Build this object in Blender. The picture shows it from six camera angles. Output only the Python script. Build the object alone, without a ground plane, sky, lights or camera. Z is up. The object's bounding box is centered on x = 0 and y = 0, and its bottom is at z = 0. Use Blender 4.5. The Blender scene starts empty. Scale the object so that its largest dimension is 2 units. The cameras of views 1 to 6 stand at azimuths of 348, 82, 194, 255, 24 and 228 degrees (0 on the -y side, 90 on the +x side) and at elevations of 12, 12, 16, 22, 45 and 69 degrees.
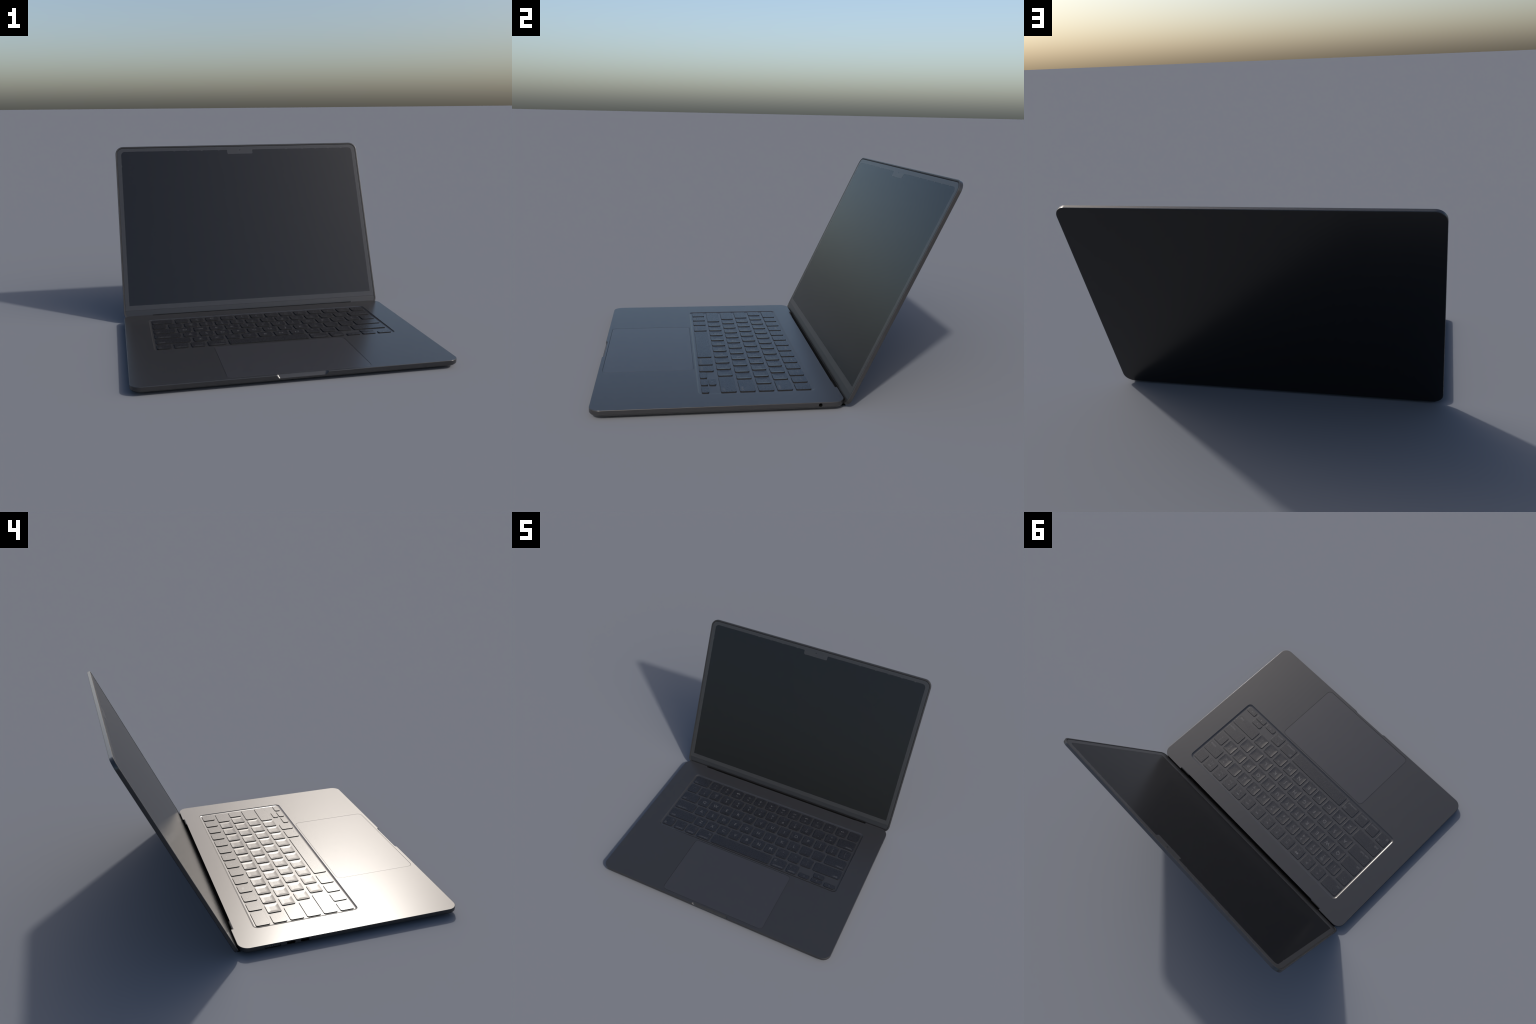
import bpy, bmesh, math
from mathutils import Vector, Matrix

# ------------------------------------------------------------------ sizes
Z_TOP = 0.053            # deck surface
Z_BOT = 0.0085           # underside of the lower case (feet reach z = 0)
Y_FRONT, Y_REAR = -1.0, 0.398
R_CASE = 0.064           # corner radius in plan
WELL = (-0.826, 0.826, -0.411, 0.265)
WELL_Z = 0.0478
PAD = (-0.440, 0.440, -0.974, -0.424)
LEAN = math.radians(25.06)       # lid leans back from the vertical
ST, CT = math.sin(LEAN), math.cos(LEAN)
LID_T0, LID_T1 = 0.1840, 1.5752    # lid extent along its own height
N_RIM, N_GLASS, N_BACK = -0.3472, -0.3486, -0.3701   # offsets along the screen normal

# ------------------------------------------------------------------ materials
def nodes_of(m):
    m.use_nodes = True
    return m.node_tree.nodes, m.node_tree.links, m.node_tree.nodes["Principled BSDF"]

def make_material(name, color, rough, metallic=0.0, grain=0.0, grain_scale=400.0,
                  bump=0.0, spec=0.5, var=0.0, coat=0.0):
    """Principled surface with fine procedural grain in colour, gloss and relief."""
    m = bpy.data.materials.new(name)
    n, l, b = nodes_of(m)
    b.inputs["Base Color"].default_value = (*color, 1)
    b.inputs["Roughness"].default_value = rough
    b.inputs["Metallic"].default_value = metallic
    b.inputs["Specular IOR Level"].default_value = spec
    b.inputs["Coat Weight"].default_value = coat
    b.inputs["Coat Roughness"].default_value = 0.12
    tc = n.new("ShaderNodeTexCoord")
    if grain or bump or var:
        no = n.new("ShaderNodeTexNoise")
        no.inputs["Scale"].default_value = grain_scale
        no.inputs["Detail"].default_value = 3
        l.new(tc.outputs["Object"], no.inputs["Vector"])
    if var:
        mx = n.new("ShaderNodeMix"); mx.data_type = "RGBA"
        mx.inputs[6].default_value = (*[c * (1 - var) for c in color], 1)
        mx.inputs[7].default_value = (*[c * (1 + var) for c in color], 1)
        l.new(no.outputs["Fac"], mx.inputs[0])
        l.new(mx.outputs[2], b.inputs["Base Color"])
    if grain:
        mr = n.new("ShaderNodeMapRange")
        mr.inputs["To Min"].default_value = rough - grain
        mr.inputs["To Max"].default_value = rough + grain
        l.new(no.outputs["Fac"], mr.inputs["Value"])
        l.new(mr.outputs["Result"], b.inputs["Roughness"])
    if bump:
        bp = n.new("ShaderNodeBump")
        bp.inputs["Strength"].default_value = bump
        bp.inputs["Distance"].default_value = 0.0006
        l.new(no.outputs["Fac"], bp.inputs["Height"])
        l.new(bp.outputs["Normal"], b.inputs["Normal"])
    return m

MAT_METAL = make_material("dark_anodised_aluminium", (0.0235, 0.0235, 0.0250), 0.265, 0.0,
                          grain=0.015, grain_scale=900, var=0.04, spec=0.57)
MAT_LID = make_material("near_black_lid_back", (0.0035, 0.0035, 0.0035), 0.26, 0.0,
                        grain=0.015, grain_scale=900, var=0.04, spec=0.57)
MAT_PAD = make_material("trackpad_glass", (0.0285, 0.0285, 0.0320), 0.265, 0.0,
                        grain=0.015, grain_scale=700, spec=0.57)
MAT_KEY = make_material("key_plastic", (0.0125, 0.0125, 0.014), 0.275, 0.0,
                        grain=0.01, grain_scale=260, bump=0.012, var=0.025, spec=0.57)
MAT_KEY_SIDE = make_material("key_side", (0.006, 0.006, 0.0065), 0.7, 0.0, grain=0.02, spec=0.2)  # key walls coloured near black to draw their shadow side
MAT_LEGEND = make_material("legend_print", (0.070, 0.070, 0.072), 0.34, 0.0, grain=0.02, spec=0.57)
MAT_GLASS = make_material("bezel_glass", (0.0265, 0.0270, 0.0290), 0.28, 0.0, grain=0.01)
MAT_SCREEN = make_material("display_panel", (0.0025, 0.0025, 0.0028), 0.25, 0.0, grain=0.01)
MAT_CHIN = make_material("chin_strip", (0.0165, 0.0170, 0.0190), 0.34, 0.0, grain=0.02)
MAT_RUBBER = make_material("black_rubber", (0.012, 0.012, 0.013), 0.6, 0.0, bump=0.1, grain_scale=300)
MAT_HOLE = make_material("port_interior", (0.002, 0.002, 0.002), 0.8, 0.0, bump=0.1, spec=0.1)  # base colour blackened so sunlit cavity walls read as unlit depth
MAT_LENS = make_material("camera_lens", (0.013, 0.013, 0.016), 0.25, 0.0, grain=0.02)

# ------------------------------------------------------------------ object helpers
root = bpy.data.objects.new("laptop", None)
root.empty_display_size = 0.1
bpy.context.scene.collection.objects.link(root)
root["label"] = "open dark midnight metal laptop with black keyboard and blank screen"
root["category"] = "laptop"

def add_object(name, mesh, mat, parent=root):
    ob = bpy.data.objects.new(name, mesh)
    bpy.context.scene.collection.objects.link(ob)
    ob.parent = parent
    if mat and not mesh.materials:
        mesh.materials.append(mat)
    return ob

def finish(bm, name, angle=28.0):
    bmesh.ops.recalc_face_normals(bm, faces=bm.faces)
    me = bpy.data.meshes.new(name)
    bm.to_mesh(me); bm.free()
    me.polygons.foreach_set("use_smooth", [True] * len(me.polygons))
    me.set_sharp_from_angle(angle=math.radians(angle))
    return me

def apply_modifiers(ob):
    dg = bpy.context.evaluated_depsgraph_get()
    me = bpy.data.meshes.new_from_object(ob.evaluated_get(dg))
    old = ob.data
    ob.modifiers.clear()
    ob.data = me
    me.name = old.name
    bpy.data.meshes.remove(old)

def weight_normals(ob):
    md = ob.modifiers.new("wn", "WEIGHTED_NORMAL")
    md.keep_sharp = True; md.weight = 100
    apply_modifiers(ob)

# ------------------------------------------------------------------ outline helpers
def rounded_rect(x0, x1, y0, y1, r, seg=10, power=1.0):
    """Counter-clockwise rounded rectangle as 2D points."""
    r = max(min(r, (x1 - x0) / 2 - 1e-5, (y1 - y0) / 2 - 1e-5), 1e-5)
    pts = []
    for cx, cy, a0 in ((x1 - r, y1 - r, 0), (x0 + r, y1 - r, 90), (x0 + r, y0 + r, 180), (x1 - r, y0 + r, 270)):
        for i in range(seg + 1):
            a = math.radians(a0 + 90 * i / seg)
            pts.append((cx + r * math.cos(a), cy + r * math.sin(a)))
    return pts

def loft(bm, rings, cap_start=True, cap_end=True):
    """rings: lists of 3D points of equal length, joined in order."""
    vr = [[bm.verts.new(p) for p in ring] for ring in rings]
    n = len(vr[0])
    for a, b in zip(vr, vr[1:]):
        for i in range(n):
            j = (i + 1) % n
            bm.faces.new((a[i], a[j], b[j], b[i]))
    if cap_start: bm.faces.new(vr[0][::-1])
    if cap_end: bm.faces.new(vr[-1])
    return vr

def stack(x0, x1, y0, y1, r, profile, seg=10, rmin=0.004):
    """Rings of a rounded rectangle inset/raised by profile (inset, z)."""
    return [[(x, y, z) for x, y in rounded_rect(x0 + d, x1 - d, y0 + d, y1 - d, max(r - d, rmin), seg)]
            for d, z in profile]

def lidp(x, t, n):
    """Lid frame (across, up the lid, out of the screen) to world."""
    return (x, t * ST - n * CT, t * CT + n * ST)

def plate_with_holes(bm, outer, holes, place):
    edges = []
    for loop in [outer] + holes:
        vs = [bm.verts.new(place(*p)) for p in loop]
        for i in range(len(vs)):
            edges.append(bm.edges.new((vs[i], vs[(i + 1) % len(vs)])))
    return bmesh.ops.triangle_fill(bm, use_beauty=True, use_dissolve=False, edges=edges)

# ------------------------------------------------------------------ lower case
bm = bmesh.new()
prof = [(0.060, Z_BOT), (0.040, Z_BOT + 0.0004), (0.027, Z_BOT + 0.0020), (0.0175, Z_BOT + 0.0046),
        (0.0105, Z_BOT + 0.0082), (0.0052, Z_BOT + 0.0128), (0.0, Z_BOT + 0.0200),
        (0.0, Z_TOP - 0.0030), (0.0005, Z_TOP - 0.0014), (0.0015, Z_TOP - 0.0004), (0.0032, Z_TOP)]
loft(bm, stack(-1.0, 1.0, Y_FRONT, Y_REAR, R_CASE, prof, seg=16, rmin=0.01))
case = add_object("lower_case", finish(bm, "lower_case"), MAT_METAL)

cutters = []
def cutter(bm, mat=None):
    me = finish(bm, "cutter")
    ob = bpy.data.objects.new("cutter", me)
    bpy.context.scene.collection.objects.link(ob)
    cutters.append(ob)
    me.materials.append(mat or MAT_METAL)
    return ob

# keyboard well: soft sloping walls
bm = bmesh.new()
loft(bm, stack(*WELL, 0.032, [(-0.004, Z_TOP + 0.004), (-0.0004, Z_TOP + 0.0002), (0.0006, Z_TOP - 0.0005), (0.0026, Z_TOP - 0.0018),
                               (0.0056, Z_TOP - 0.0030), (0.0090, Z_TOP - 0.0040), (0.0124, Z_TOP - 0.0048), (0.0155, Z_TOP - 0.0051),
                               (0.0185, WELL_Z)][::-1], seg=8))
cutter(bm)
# trackpad pocket
bm = bmesh.new()
g = 0.0019
loft(bm, stack(PAD[0] - g, PAD[1] + g, PAD[2] - g, PAD[3] + g, 0.033, [(0, Z_TOP - 0.006), (0, Z_TOP + 0.004)], seg=8))
cutter(bm)
# finger scoop in the front edge
bm = bmesh.new()
loft(bm, [[(x, y, z) for x, y in rounded_rect(-0.160 + d, 0.160 - d, -1.03, -0.9868 - d, 0.018, 10)]
          for z, d in ((0.0332, 0.0118), (0.0345, 0.0104), (0.0500, 0.0012), (Z_TOP - 0.0004, 0.0), (Z_TOP + 0.004, -0.001))])
cutter(bm)
# shallow recess along the rear edge for the hinge
bm = bmesh.new()
loft(bm, [[(x, y, z) for x, y in rounded_rect(-0.792, 0.792, 0.3815, 0.44, 0.003, 4)] for z in (-0.01, Z_TOP + 0.01)])
cutter(bm)

def slot_cutter(side, y, z, half, hgt, depth=0.03):
    bm = bmesh.new()
    ring = rounded_rect(y - half, y + half, z - hgt, z + hgt, hgt, 8)
    xs = (side * (1.0 - depth), side * 1.01)
    loft(bm, [[(x, a, b) for a, b in ring] for x in xs])
    cutter(bm, MAT_HOLE)

PORTS = [(-1, 0.0895, 0.0378, 0.0262, 0.0086), (-1, 0.0045, 0.0378, 0.0262, 0.0086),
         (1, 0.2548, 0.0366, 0.0105, 0.0105)]
for p in PORTS:
    slot_cutter(*p)
slot_cutter(-1, 0.2015, 0.0368, 0.050, 0.0088, 0.010)     # charging connector, shallow

for c in cutters:
    md = case.modifiers.new("cut", "BOOLEAN")
    md.operation = "DIFFERENCE"; md.object = c; md.solver = "EXACT"
    md.material_mode = "TRANSFER"
apply_modifiers(case)
for c in cutters:
    bpy.data.objects.remove(c)
case.data.set_sharp_from_angle(angle=math.radians(28))
weight_normals(case)

# charging connector insert
bm = bmesh.new()
ring = lambda d: rounded_rect(0.2015 - 0.050 + d, 0.2015 + 0.050 - d, 0.0368 - 0.0088 + d, 0.0368 + 0.0088 - d, 0.0088 - d, 8)
loft(bm, [[(-0.9905, a, b) for a, b in ring(0.0012)], [(-0.9955, a, b) for a, b in ring(0.0012)],
          [(-0.9962, a, b) for a, b in ring(0.002)]])
add_object("charging_connector", finish(bm, "charging_connector"), MAT_METAL)
bm = bmesh.new()
for i in range(5):
    y = 0.2015 + (i - 2) * 0.0135
    loft(bm, [[(-0.9958, a, b) for a, b in rounded_rect(y - 0.003, y + 0.003, 0.0338, 0.0398, 0.003, 5)],
              [(-0.9968, a, b) for a, b in rounded_rect(y - 0.003, y + 0.003, 0.0338, 0.0398, 0.003, 5)]])
add_object("connector_pin", finish(bm, "connector_pin"), MAT_LEGEND)["kind"] = "stuff"
for side, y, z, half, hgt in PORTS[:2]:
    bm = bmesh.new()
    loft(bm, [[(-0.972, a, b) for a, b in rounded_rect(y - 0.019, y + 0.019, z - 0.0022, z + 0.0022, 0.0018, 4)],
              [(-0.990, a, b) for a, b in rounded_rect(y - 0.019, y + 0.019, z - 0.0022, z + 0.0022, 0.0018, 4)]])
    add_object("port_tongue", finish(bm, "port_tongue"), MAT_HOLE)

# feet
bm = bmesh.new()
prof = [(0.0, 0.0100), (0.0, 0.0030), (0.0012, 0.0010), (0.004, 0.0)]
loft(bm, stack(-0.045, 0.045, -0.045, 0.045, 0.045, prof, seg=10))
foot_mesh = finish(bm, "foot")
for x in (-0.86, 0.86):
    for y in (-0.86, 0.24):
        add_object("foot", foot_mesh, MAT_RUBBER).location = (x, y, 0)

# ------------------------------------------------------------------ trackpad
bm = bmesh.new()
prof = [(0.0, Z_TOP - 0.006), (0.0, Z_TOP - 0.0006), (0.0003, Z_TOP - 0.0003)]
loft(bm, stack(*PAD, 0.031, prof, seg=8))
weight_normals(add_object("trackpad", finish(bm, "trackpad"), MAT_PAD))

# ------------------------------------------------------------------ keys
U, ROW, GAP = 0.11224, 0.10875, 0.0205
KX0, KY1 = -0.8035 - GAP / 2, 0.2434 + GAP / 2
KEY_H = 0.0049
DISH = 0.0015

key_meshes = {}
def key_mesh(w, d, dished):
    k = (round(w, 4), round(d, 4), dished)
    if k in key_meshes:
        return key_meshes[k]
    bm = bmesh.new()
    prof = [(-0.0008, -0.0005), (-0.0002, KEY_H - 0.0010), (0.0001, KEY_H - 0.0003), (0.0008, KEY_H)]
    if dished:
        D, S, N = DISH, 0.026, 10
        for i in range(1, N + 1):
            s = i / N
            fall = D * (1 - (1 - s) ** 1.75)
            prof.append((0.0008 + S * s, KEY_H - fall))
    r = 0.0115
    loft(bm, stack(-w / 2, w / 2, -d / 2, d / 2, r, prof, seg=5, rmin=0.0045), cap_start=False)
    me = finish(bm, "key", 50)
    tmp = bpy.data.objects.new("tmp", me)
    bpy.context.scene.collection.objects.link(tmp)
    weight_normals(tmp)
    me = tmp.data
    bpy.data.objects.remove(tmp)
    me.name = "key"
    me.materials.append(MAT_KEY)
    me.materials.append(MAT_KEY_SIDE)
    for p in me.polygons:
        p.material_index = 0 if p.normal.z > 0.55 else 1
    key_meshes[k] = me
    return me

# --- legends: lettering and small pictograms as thin raised print
LEG_Z = KEY_H + 0.00025
text_cache = {}
def text_polys(s, size):
    cu = bpy.data.curves.new("legend_text", "FONT")
    cu.body = s; cu.size = size
    cu.align_x = "CENTER"; cu.align_y = "CENTER"
    cu.extrude = 0.00006; cu.resolution_u = 3
    ob = bpy.data.objects.new("legend_text", cu)
    bpy.context.scene.collection.objects.link(ob)
    dg = bpy.context.evaluated_depsgraph_get()
    me = bpy.data.meshes.new_from_object(ob.evaluated_get(dg))
    bpy.data.objects.remove(ob); bpy.data.curves.remove(cu)
    return me

def prism(bm, pts, x, y, z):
    lo = [bm.verts.new((x + a, y + b, z - 0.00006)) for a, b in pts]
    hi = [bm.verts.new((x + a, y + b, z + 0.00006)) for a, b in pts]
    n = len(pts)
    for i in range(n):
        bm.faces.new((lo[i], lo[(i + 1) % n], hi[(i + 1) % n], hi[i]))
    bm.faces.new(hi)

def arc_band(r0, r1, a0, a1, n=12):
    o = [(r1 * math.cos(math.radians(a0 + (a1 - a0) * i / n)), r1 * math.sin(math.radians(a0 + (a1 - a0) * i / n))) for i in range(n + 1)]
    q = [(r0 * math.cos(math.radians(a0 + (a1 - a0) * i / n)), r0 * math.sin(math.radians(a0 + (a1 - a0) * i / n))) for i in range(n + 1)]
    return o + q[::-1]

def box2(x0, x1, y0, y1): return [(x0, y0), (x1, y0), (x1, y1), (x0, y1)]
def disc2(r, cx=0, cy=0, n=14): return [(cx + r * math.cos(2 * math.pi * i / n), cy + r * math.sin(2 * math.pi * i / n)) for i in range(n)]
def shift(p, dx, dy, k=1.0): return [(a * k + dx, b * k + dy) for a, b in p]
def stroke(x0, y0, x1, y1, w=0.0018):
    dx, dy = x1 - x0, y1 - y0; L = math.hypot(dx, dy); nx, ny = -dy / L * w / 2, dx / L * w / 2
    return [(x0 - nx, y0 - ny), (x1 - nx, y1 - ny), (x1 + nx, y1 + ny), (x0 + nx, y0 + ny)]

def sun_icon(r):
    out = [disc2(r)]
    for i in range(8):
        c, s = math.cos(i * math.pi / 4), math.sin(i * math.pi / 4)
        out.append(stroke(c * r * 1.6, s * r * 1.6, c * r * 2.3, s * r * 2.3))
    return out
def tri(dx, w, h, sgn=1): return [(dx - sgn * w / 2, -h / 2), (dx + sgn * w / 2, 0), (dx - sgn * w / 2, h / 2)][::sgn]
SPEAKER = [[(-0.011, -0.0025), (-0.0075, -0.0025), (-0.0025, -0.007), (-0.0025, 0.007), (-0.0075, 0.0025), (-0.011, 0.0025)]]
ICONS = {
    "dim": sun_icon(0.003), "bright": sun_icon(0.0046),
    "windows": [box2(-.013, -.002, -.0065, .0065), box2(.0005, .009, -.0065, -.0005), box2(.0005, .009, .001, .0065), box2(.0105, .0135, -.0065, .0065)],
    "search": [arc_band(.0045, .0064, 0, 360, 18), stroke(.004, -.004, .0095, -.0095, .0024)],
    "mic": [shift(box2(-.003, .003, -.002, .008), 0, 0), arc_band(.005, .0066, 180, 360), stroke(0, -.0065, 0, -.0105), stroke(-.004, -.0105, .004, -.0105)],
    "moon": [arc_band(.0035, .0085, 150, 330, 14)],
    "prev": [tri(-.0065, .011, .011, -1), tri(.0045, .011, .011, -1)],
    "play": [tri(-.006, .011, .011), box2(.002, .0045, -.0055, .0055), box2(.007, .0095, -.0055, .0055)],
    "next": [tri(-.0045, .011, .011), tri(.0065, .011, .011)],
    "mute": SPEAKER,
    "vol_lo": SPEAKER + [arc_band(.004, .0056, -50, 50)],
    "vol_hi": SPEAKER + [arc_band(.003, .0046, -50, 50), arc_band(.0065, .0081, -50, 50), arc_band(.010, .0116, -50, 50)],
    "globe": [arc_band(.0066, .0082, 0, 360, 24), arc_band(.0018, .0032, 0, 360, 16), stroke(-.007, 0, .007, 0, .0014), stroke(0, -.007, 0, .007, .0014)],
    "command": [box2(-.0045, .0045, -.0045, -.0029), box2(-.0045, .0045, .0029, .0045), box2(-.0045, -.0029, -.0045, .0045), box2(.0029, .0045, -.0045, .0045)]
               + [shift(arc_band(.0022, .0038, 0, 360, 14), sx * .0066, sy * .0066) for sx in (-1, 1) for sy in (-1, 1)],
    "option": [stroke(-.0085, .006, -.003, .006), stroke(-.0035, .0065, .003, -.006), stroke(.0025, -.0055, .0085, -.0055), stroke(.002, .006, .0085, .006)],
    "control": [stroke(-.007, -.002, 0, .005), stroke(0, .005, .007, -.002)],
    "left": [tri(0, .009, .010, -1)], "right": [tri(0, .009, .010)],
    "up": [[(-.005, -.0045), (.005, -.0045), (0, .0045)]], "down": [[(0, -.0045), (.005, .0045), (-.005, .0045)]],
    "dot": [disc2(.0022)],
}

def legend_mesh(items, z):
    """items: (text or icon name, dx, dy, size) placed on the key top."""
    bm = bmesh.new()
    for s, dx, dy, size in items:
        if len(s) > 1 and s[0] == "@":
            for poly in ICONS[s[1:]]:
                prism(bm, [(a * size, b * size) for a, b in poly], dx, dy, z)
        else:
            key = (s, size)
            if key not in text_cache:
                text_cache[key] = text_polys(s, size)
            tmp = bmesh.new(); tmp.from_mesh(text_cache[key])
            bmesh.ops.translate(tmp, vec=(dx, dy, z), verts=tmp.verts)
            t = bpy.data.meshes.new("t"); tmp.to_mesh(t); tmp.free()
            bm.from_mesh(t); bpy.data.meshes.remove(t)
    me = bpy.data.meshes.new("key_legend")
    bm.to_mesh(me); bm.free()
    return me

def place_key(col, row, width, legend, dished=False, half=None):
    x0 = KX0 + col * U + GAP / 2
    w = width * U - GAP
    y1 = KY1 - row * ROW - GAP / 2
    d = ROW - GAP
    if half == "low":
        y0 = y1 - d; y1 = y0 + 0.0405
    elif half == "high":
        y0 = y1 - 0.0405
    else:
        y0 = y1 - d
    ob = add_object("key", key_mesh(w, y1 - y0, dished), MAT_KEY)
    ob.location = ((x0 + x0 + w) / 2, (y0 + y1) / 2, WELL_Z)
    if legend:
        z = KEY_H - (DISH - 0.00012 if dished else -0.00012)
        me = legend_mesh(legend, z)
        add_object("key_legend", me, MAT_LEGEND, ob)
    return ob

def corner(s, w, side, dy=-0.0265, size=0.0235):
    """word in the lower corner of a wide key"""
    half = (w * U - GAP) / 2
    approx = 0.0112 * len(s) * size / 0.0235
    return (s, side * (half - 0.0105 - approx / 2), dy, size)

# function row
place_key(0, 0, 1.5, [corner("esc", 1.5, -1)])
for i, ic in enumerate(["dim", "bright", "windows", "search", "mic", "moon", "prev", "play", "next", "mute", "vol_lo", "vol_hi"]):
    place_key(1.5 + i, 0, 1, [("@" + ic, 0, 0.011, 1.05), ("F%d" % (i + 1), 0, -0.022, 0.0175)])
touch = place_key(13.5, 0, 1, None)
# number row
place_key(0, 1, 1, [("~", 0, 0.014, 0.03), ("`", 0, -0.018, 0.034)])
for i, (hi, lo) in enumerate(zip("!@#$%^&*()_+", "1234567890-=")):
    place_key(1 + i, 1, 1, [(hi, 0, 0.0175, 0.028), (lo, 0, -0.0165, 0.033)], True)
place_key(13, 1, 1.5, [corner("delete", 1.5, 1)])
# letter rows
place_key(0, 2, 1.5, [corner("tab", 1.5, -1)])
for i, ch in enumerate("QWERTYUIOP"):
    place_key(1.5 + i, 2, 1, [(ch, 0, 0.001, 0.040)], True)
place_key(11.5, 2, 1, [("{", 0, 0.017, 0.030), ("[", 0, -0.017, 0.030)], True)
place_key(12.5, 2, 1, [("}", 0, 0.017, 0.030), ("]", 0, -0.017, 0.030)], True)
place_key(13.5, 2, 1, [("|", 0, 0.017, 0.030), ("\\", 0, -0.017, 0.030)])
place_key(0, 3, 1.75, [corner("caps lock", 1.75, -1), ("@dot", -0.068, 0.026, 1)])
for i, ch in enumerate("ASDFGHJKL"):
    place_key(1.75 + i, 3, 1, [(ch, 0, 0.001, 0.040)], True)
place_key(10.75, 3, 1, [(":", 0, 0.015, 0.030), (";", 0, -0.015, 0.030)], True)
place_key(11.75, 3, 1, [("\"", 0, 0.017, 0.030), ("'", 0, -0.015, 0.034)], True)
place_key(12.75, 3, 1.75, [corner("return", 1.75, 1)])
place_key(0, 4, 2.25, [corner("shift", 2.25, -1)])
for i, ch in enumerate("ZXCVBNM"):
    place_key(2.25 + i, 4, 1, [(ch, 0, 0.001, 0.040)], True)
for i, (hi, lo) in enumerate(zip("<>?", ",./")):
    place_key(9.25 + i, 4, 1, [(hi, 0, 0.017, 0.030), (lo, 0, -0.017, 0.030)], True)
place_key(12.25, 4, 2.25, [corner("shift", 2.25, 1)])
# bottom row
place_key(0, 5, 1, [("fn", 0.025, 0.024, 0.0235), ("@globe", -0.026, -0.022, 1.15)])
place_key(1, 5, 1, [("@control", 0.027, 0.022, 1), ("control", 0, -0.0265, 0.0215)])
place_key(2, 5, 1, [("@option", 0.027, 0.022, 1), ("option", 0, -0.0265, 0.0215)])
place_key(3, 5, 1.25, [("@command", 0.040, 0.022, 1), ("command", 0, -0.0265, 0.0215)])
place_key(4.25, 5, 5, None)
place_key(9.25, 5, 1.25, [("@command", -0.040, 0.022, 1), ("command", 0, -0.0265, 0.0215)])
place_key(10.5, 5, 1, [("@option", -0.027, 0.022, 1), ("option", 0, -0.0265, 0.0215)])
place_key(11.5, 5, 1, [("@left", 0, 0, 1)], half="low")
place_key(12.5, 5, 1, [("@up", 0, 0, 1)], half="high")
place_key(12.5, 5, 1, [("@down", 0, 0, 1)], half="low")
place_key(13.5, 5, 1, [("@right", 0, 0, 1)], half="low")
# finger sensor: fine dark ring on the last function key
bm = bmesh.new()
rings = []
for r, z in ((0.0266, KEY_H - 0.0003), (0.0265, KEY_H + 0.00012), (0.0254, KEY_H + 0.00012), (0.0253, KEY_H - 0.0003)):
    rings.append([(r * math.cos(2 * math.pi * i / 48), r * math.sin(2 * math.pi * i / 48), z) for i in range(48)])
loft(bm, rings, cap_start=False, cap_end=False)
add_object("finger_sensor", finish(bm, "finger_sensor"), MAT_RUBBER, touch)

# ------------------------------------------------------------------ lid shell
bm = bmesh.new()
OUT = (-1.0, 1.0, LID_T0, LID_T1)
def lid_ring(d, n, r=0.062, seg=14):
    return [lidp(x, t, n) for x, t in rounded_rect(OUT[0] + d, OUT[1] - d, OUT[2] + d, OUT[3] - d, max(r - d, 0.006), seg)]
rings = [lid_ring(0.006, N_BACK + 0.006), lid_ring(0.006, N_RIM - 0.0006), lid_ring(0.0042, N_RIM), lid_ring(0.0018, N_RIM),
         lid_ring(0.0006, N_RIM - 0.0006), lid_ring(0.0, N_RIM - 0.002), lid_ring(0.0, N_BACK + 0.0050),
         lid_ring(0.0007, N_BACK + 0.0026), lid_ring(0.0024, N_BACK + 0.0009), lid_ring(0.0052, N_BACK + 0.0002), lid_ring(0.0080, N_BACK)]
loft(bm, rings)
lid = add_object("lid", finish(bm, "lid"), MAT_METAL)
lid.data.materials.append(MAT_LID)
for p in lid.data.polygons:             # near-black back faces, lighter edge faces
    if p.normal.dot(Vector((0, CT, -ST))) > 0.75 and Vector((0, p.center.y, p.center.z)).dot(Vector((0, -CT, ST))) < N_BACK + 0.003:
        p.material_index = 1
weight_normals(lid)

# gasket between metal rim and glass
def lid_loop(x, t0, t1, r, n, seg=12):
    return [lidp(a, b, n) for a, b in rounded_rect(-x, x, t0, t1, r, seg)]
bm = bmesh.new()
loft(bm, [lid_loop(0.9942, LID_T0 + 0.0058, LID_T1 - 0.0058, 0.056, N_GLASS - 0.004),
          lid_loop(0.9942, LID_T0 + 0.0058, LID_T1 - 0.0058, 0.056, N_RIM - 0.0005),
          lid_loop(0.9925, LID_T0 + 0.0075, LID_T1 - 0.0075, 0.054, N_RIM + 0.0003),
          lid_loop(0.9890, LID_T0 + 0.011, LID_T1 - 0.011, 0.051, N_RIM + 0.0001),
          lid_loop(0.9872, LID_T0 + 0.0128, LID_T1 - 0.0128, 0.049, N_GLASS - 0.002)], cap_end=False)
add_object("gasket", finish(bm, "gasket"), MAT_RUBBER)

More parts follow.
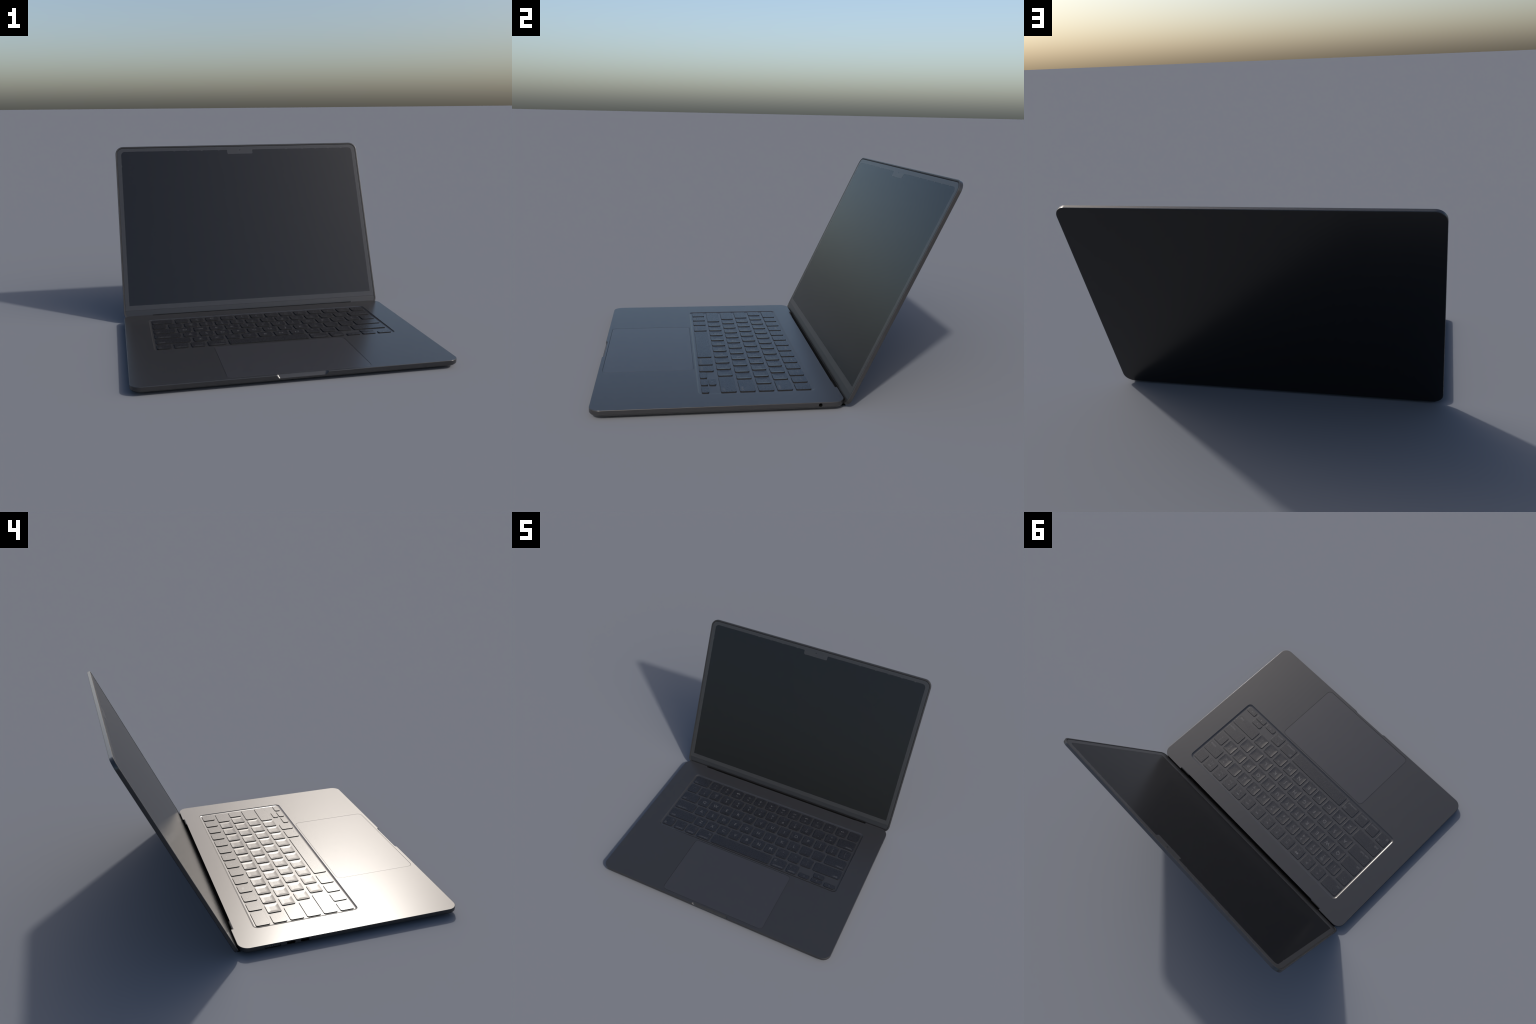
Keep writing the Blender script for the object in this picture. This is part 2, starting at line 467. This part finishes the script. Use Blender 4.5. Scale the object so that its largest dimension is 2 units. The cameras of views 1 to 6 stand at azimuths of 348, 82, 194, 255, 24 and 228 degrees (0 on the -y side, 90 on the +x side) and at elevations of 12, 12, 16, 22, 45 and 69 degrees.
# ------------------------------------------------------------------ display
GX, GT0, GT1 = 0.9868, 0.2585, 1.5605       # glass
SX, ST0, ST1 = 0.9562, 0.2950, 1.5325       # lit area
NX, NT = 0.1045, 1.4965                     # camera notch
def screen_outline():
    """Active area: square lower corners, rounded upper corners, camera notch,
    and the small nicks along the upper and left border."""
    r, k = 0.030, 8
    p = [(-SX, ST0), (SX, ST0)]
    p += [(SX - r + r * math.cos(math.radians(90 * i / k)), ST1 - r + r * math.sin(math.radians(90 * i / k))) for i in range(k + 1)]
    def nick(x, s=0.009, d=0.0042): return [(x + s, ST1), (x + 0.002, ST1 - d), (x - 0.003, ST1 - d), (x - s, ST1)]
    for x in (0.867, 0.755, 0.643, 0.530, 0.392): p += nick(x)
    q = 0.010
    p += [(NX + 0.006, ST1), (NX + 0.0015, ST1 - 0.003), (NX, ST1 - 0.008)]
    p += [(NX - q + q * math.cos(math.radians(-90 * i / 5)), NT + q + q * math.sin(math.radians(-90 * i / 5))) for i in range(6)]
    p += [(-NX + q - q * math.sin(math.radians(90 * i / 5)), NT + q - q * math.cos(math.radians(90 * i / 5))) for i in range(6)]
    p += [(-NX, ST1 - 0.008), (-NX - 0.0015, ST1 - 0.003), (-NX - 0.006, ST1)]
    for x in (-0.173, -0.3116, -0.4225, -0.535): p += nick(x)
    p += [(-SX + r - r * math.sin(math.radians(90 * i / k)), ST1 - r + r * math.cos(math.radians(90 * i / k))) for i in range(k + 1)]
    p += [(-SX, 1.4195), (-SX + 0.0038, 1.4125), (-SX + 0.0038, 1.4085), (-SX, 1.4015)]
    return p
scr = screen_outline()

def glass_outline(n_seg=12):
    r = 0.049
    p = [(-GX, GT0), (GX, GT0)]
    p += [(GX - r + r * math.cos(math.radians(90 * i / n_seg)), GT1 - r + r * math.sin(math.radians(90 * i / n_seg))) for i in range(n_seg + 1)]
    p += [(-GX + r - r * math.sin(math.radians(90 * i / n_seg)), GT1 - r + r * math.cos(math.radians(90 * i / n_seg))) for i in range(n_seg + 1)]
    return p
gl = glass_outline()

def slab(bm, outer, holes, n_top, n_low):
    """flat plate with holes plus its edge walls"""
    plate_with_holes(bm, outer, holes, lambda x, t: lidp(x, t, n_top))
    for loop in [outer] + holes:
        a = [bm.verts.new(lidp(x, t, n_top)) for x, t in loop]
        b = [bm.verts.new(lidp(x, t, n_low)) for x, t in loop]
        for i in range(len(loop)):
            j = (i + 1) % len(loop)
            bm.faces.new((a[i], a[j], b[j], b[i]))
    bmesh.ops.remove_doubles(bm, verts=bm.verts, dist=1e-6)

bm = bmesh.new(); slab(bm, gl, [scr], N_GLASS, N_GLASS - 0.004)
add_object("bezel", finish(bm, "bezel"), MAT_GLASS)
bm = bmesh.new(); slab(bm, scr, [], N_GLASS - 0.0002, N_GLASS - 0.004)
add_object("screen", finish(bm, "screen"), MAT_SCREEN)

# chin below the glass
bm = bmesh.new()
c0 = LID_T0 + 0.0125; r = 0.047
ch = [(-GX, GT0 - 0.0006)]
ch += [(-GX + r - r * math.cos(math.radians(90 * i / 10)), c0 + r - r * math.sin(math.radians(90 * i / 10))) for i in range(11)]
ch += [(-0.787, c0), (-0.787, 0.2235), (0.787, 0.2235), (0.787, c0)]      # room for the rounded hinge cover
ch += [(GX - r + r * math.sin(math.radians(90 * i / 10)), c0 + r - r * math.cos(math.radians(90 * i / 10))) for i in range(11)]
ch += [(GX, GT0 - 0.0006)]
slab(bm, ch, [], N_GLASS - 0.0008, N_GLASS - 0.004)
add_object("chin", finish(bm, "chin"), MAT_CHIN)

# camera lens in the notch
bm = bmesh.new()
rg = lambda r, n: [lidp(r * math.cos(2 * math.pi * i / 24), 1.5300 + r * math.sin(2 * math.pi * i / 24), n) for i in range(24)]
loft(bm, [rg(0.0060, N_GLASS - 0.001), rg(0.0060, N_GLASS + 0.0001), rg(0.001, N_GLASS + 0.0001)])
add_object("camera_lens", finish(bm, "camera_lens"), MAT_LENS)

# ------------------------------------------------------------------ hinge
# rounded clutch cover that runs along the foot of the lid
bm = bmesh.new()
prof = [lidp(0, t, n)[1:] for t, n in ((0.2570, N_GLASS - 0.002), (0.2570, N_GLASS - 0.0007), (0.2400, N_GLASS - 0.0006), (0.2250, N_GLASS - 0.0006),
        (0.2200, N_GLASS - 0.0010), (0.2160, N_GLASS - 0.0026), (0.2130, N_GLASS - 0.0058), (0.2118, N_GLASS - 0.0095), (0.2115, N_GLASS - 0.0150), (0.2570, N_GLASS - 0.015))]
loft(bm, [[(x, y, z) for y, z in prof] for x in (-0.788, -0.786, 0.786, 0.788)])
add_object("hinge_cover", finish(bm, "hinge_cover", 35), MAT_CHIN)
# knuckles on the lower case
bm = bmesh.new()
kp = [(0.3765, Z_TOP - 0.0004), (0.3810, Z_TOP - 0.0002), (0.3850, Z_TOP - 0.0016), (0.3880, Z_TOP - 0.0045), (0.3895, Z_TOP - 0.009),
      (0.3895, 0.024), (0.386, 0.017), (0.3765, 0.015)]
loft(bm, [[(x, y, z) for y, z in kp] for x in (-0.0445, 0.0445)])
kn = finish(bm, "hinge_knuckle", 40)
for x in (-0.7455, 0.7455):
    add_object("hinge_knuckle", kn, MAT_METAL).location = (x, 0.0012, 0.0006)
# dark strip along the bottom of the hinge slot
bm = bmesh.new()
loft(bm, [[(x, y, z) for y, z in rounded_rect(0.374, 0.408, 0.0090, 0.0125, 0.0015, 4)] for x in (-0.955, 0.955)])
add_object("slot_dark_strip", finish(bm, "slot_dark_strip", 40), MAT_HOLE)

# black lip modelled as a block: the hinge slot's darkness
bm = bmesh.new()
shadow_prof = [lidp(0, t, n)[1:] for t, n in ((0.2120, N_GLASS - 0.006), (0.2110, N_RIM - 0.0002), (0.2080, N_RIM + 0.0008), (0.1860, N_RIM + 0.0008),
                                      (0.1836, N_RIM - 0.0010), (0.1836, N_RIM - 0.006))]
loft(bm, [[(x, y, z) for y, z in shadow_prof] for x in (-0.945, 0.945)])
add_object("hinge_slot_shadow", finish(bm, "hinge_slot_shadow", 40), MAT_HOLE)

for me in list(bpy.data.meshes):
    if me.users == 0:
        bpy.data.meshes.remove(me)
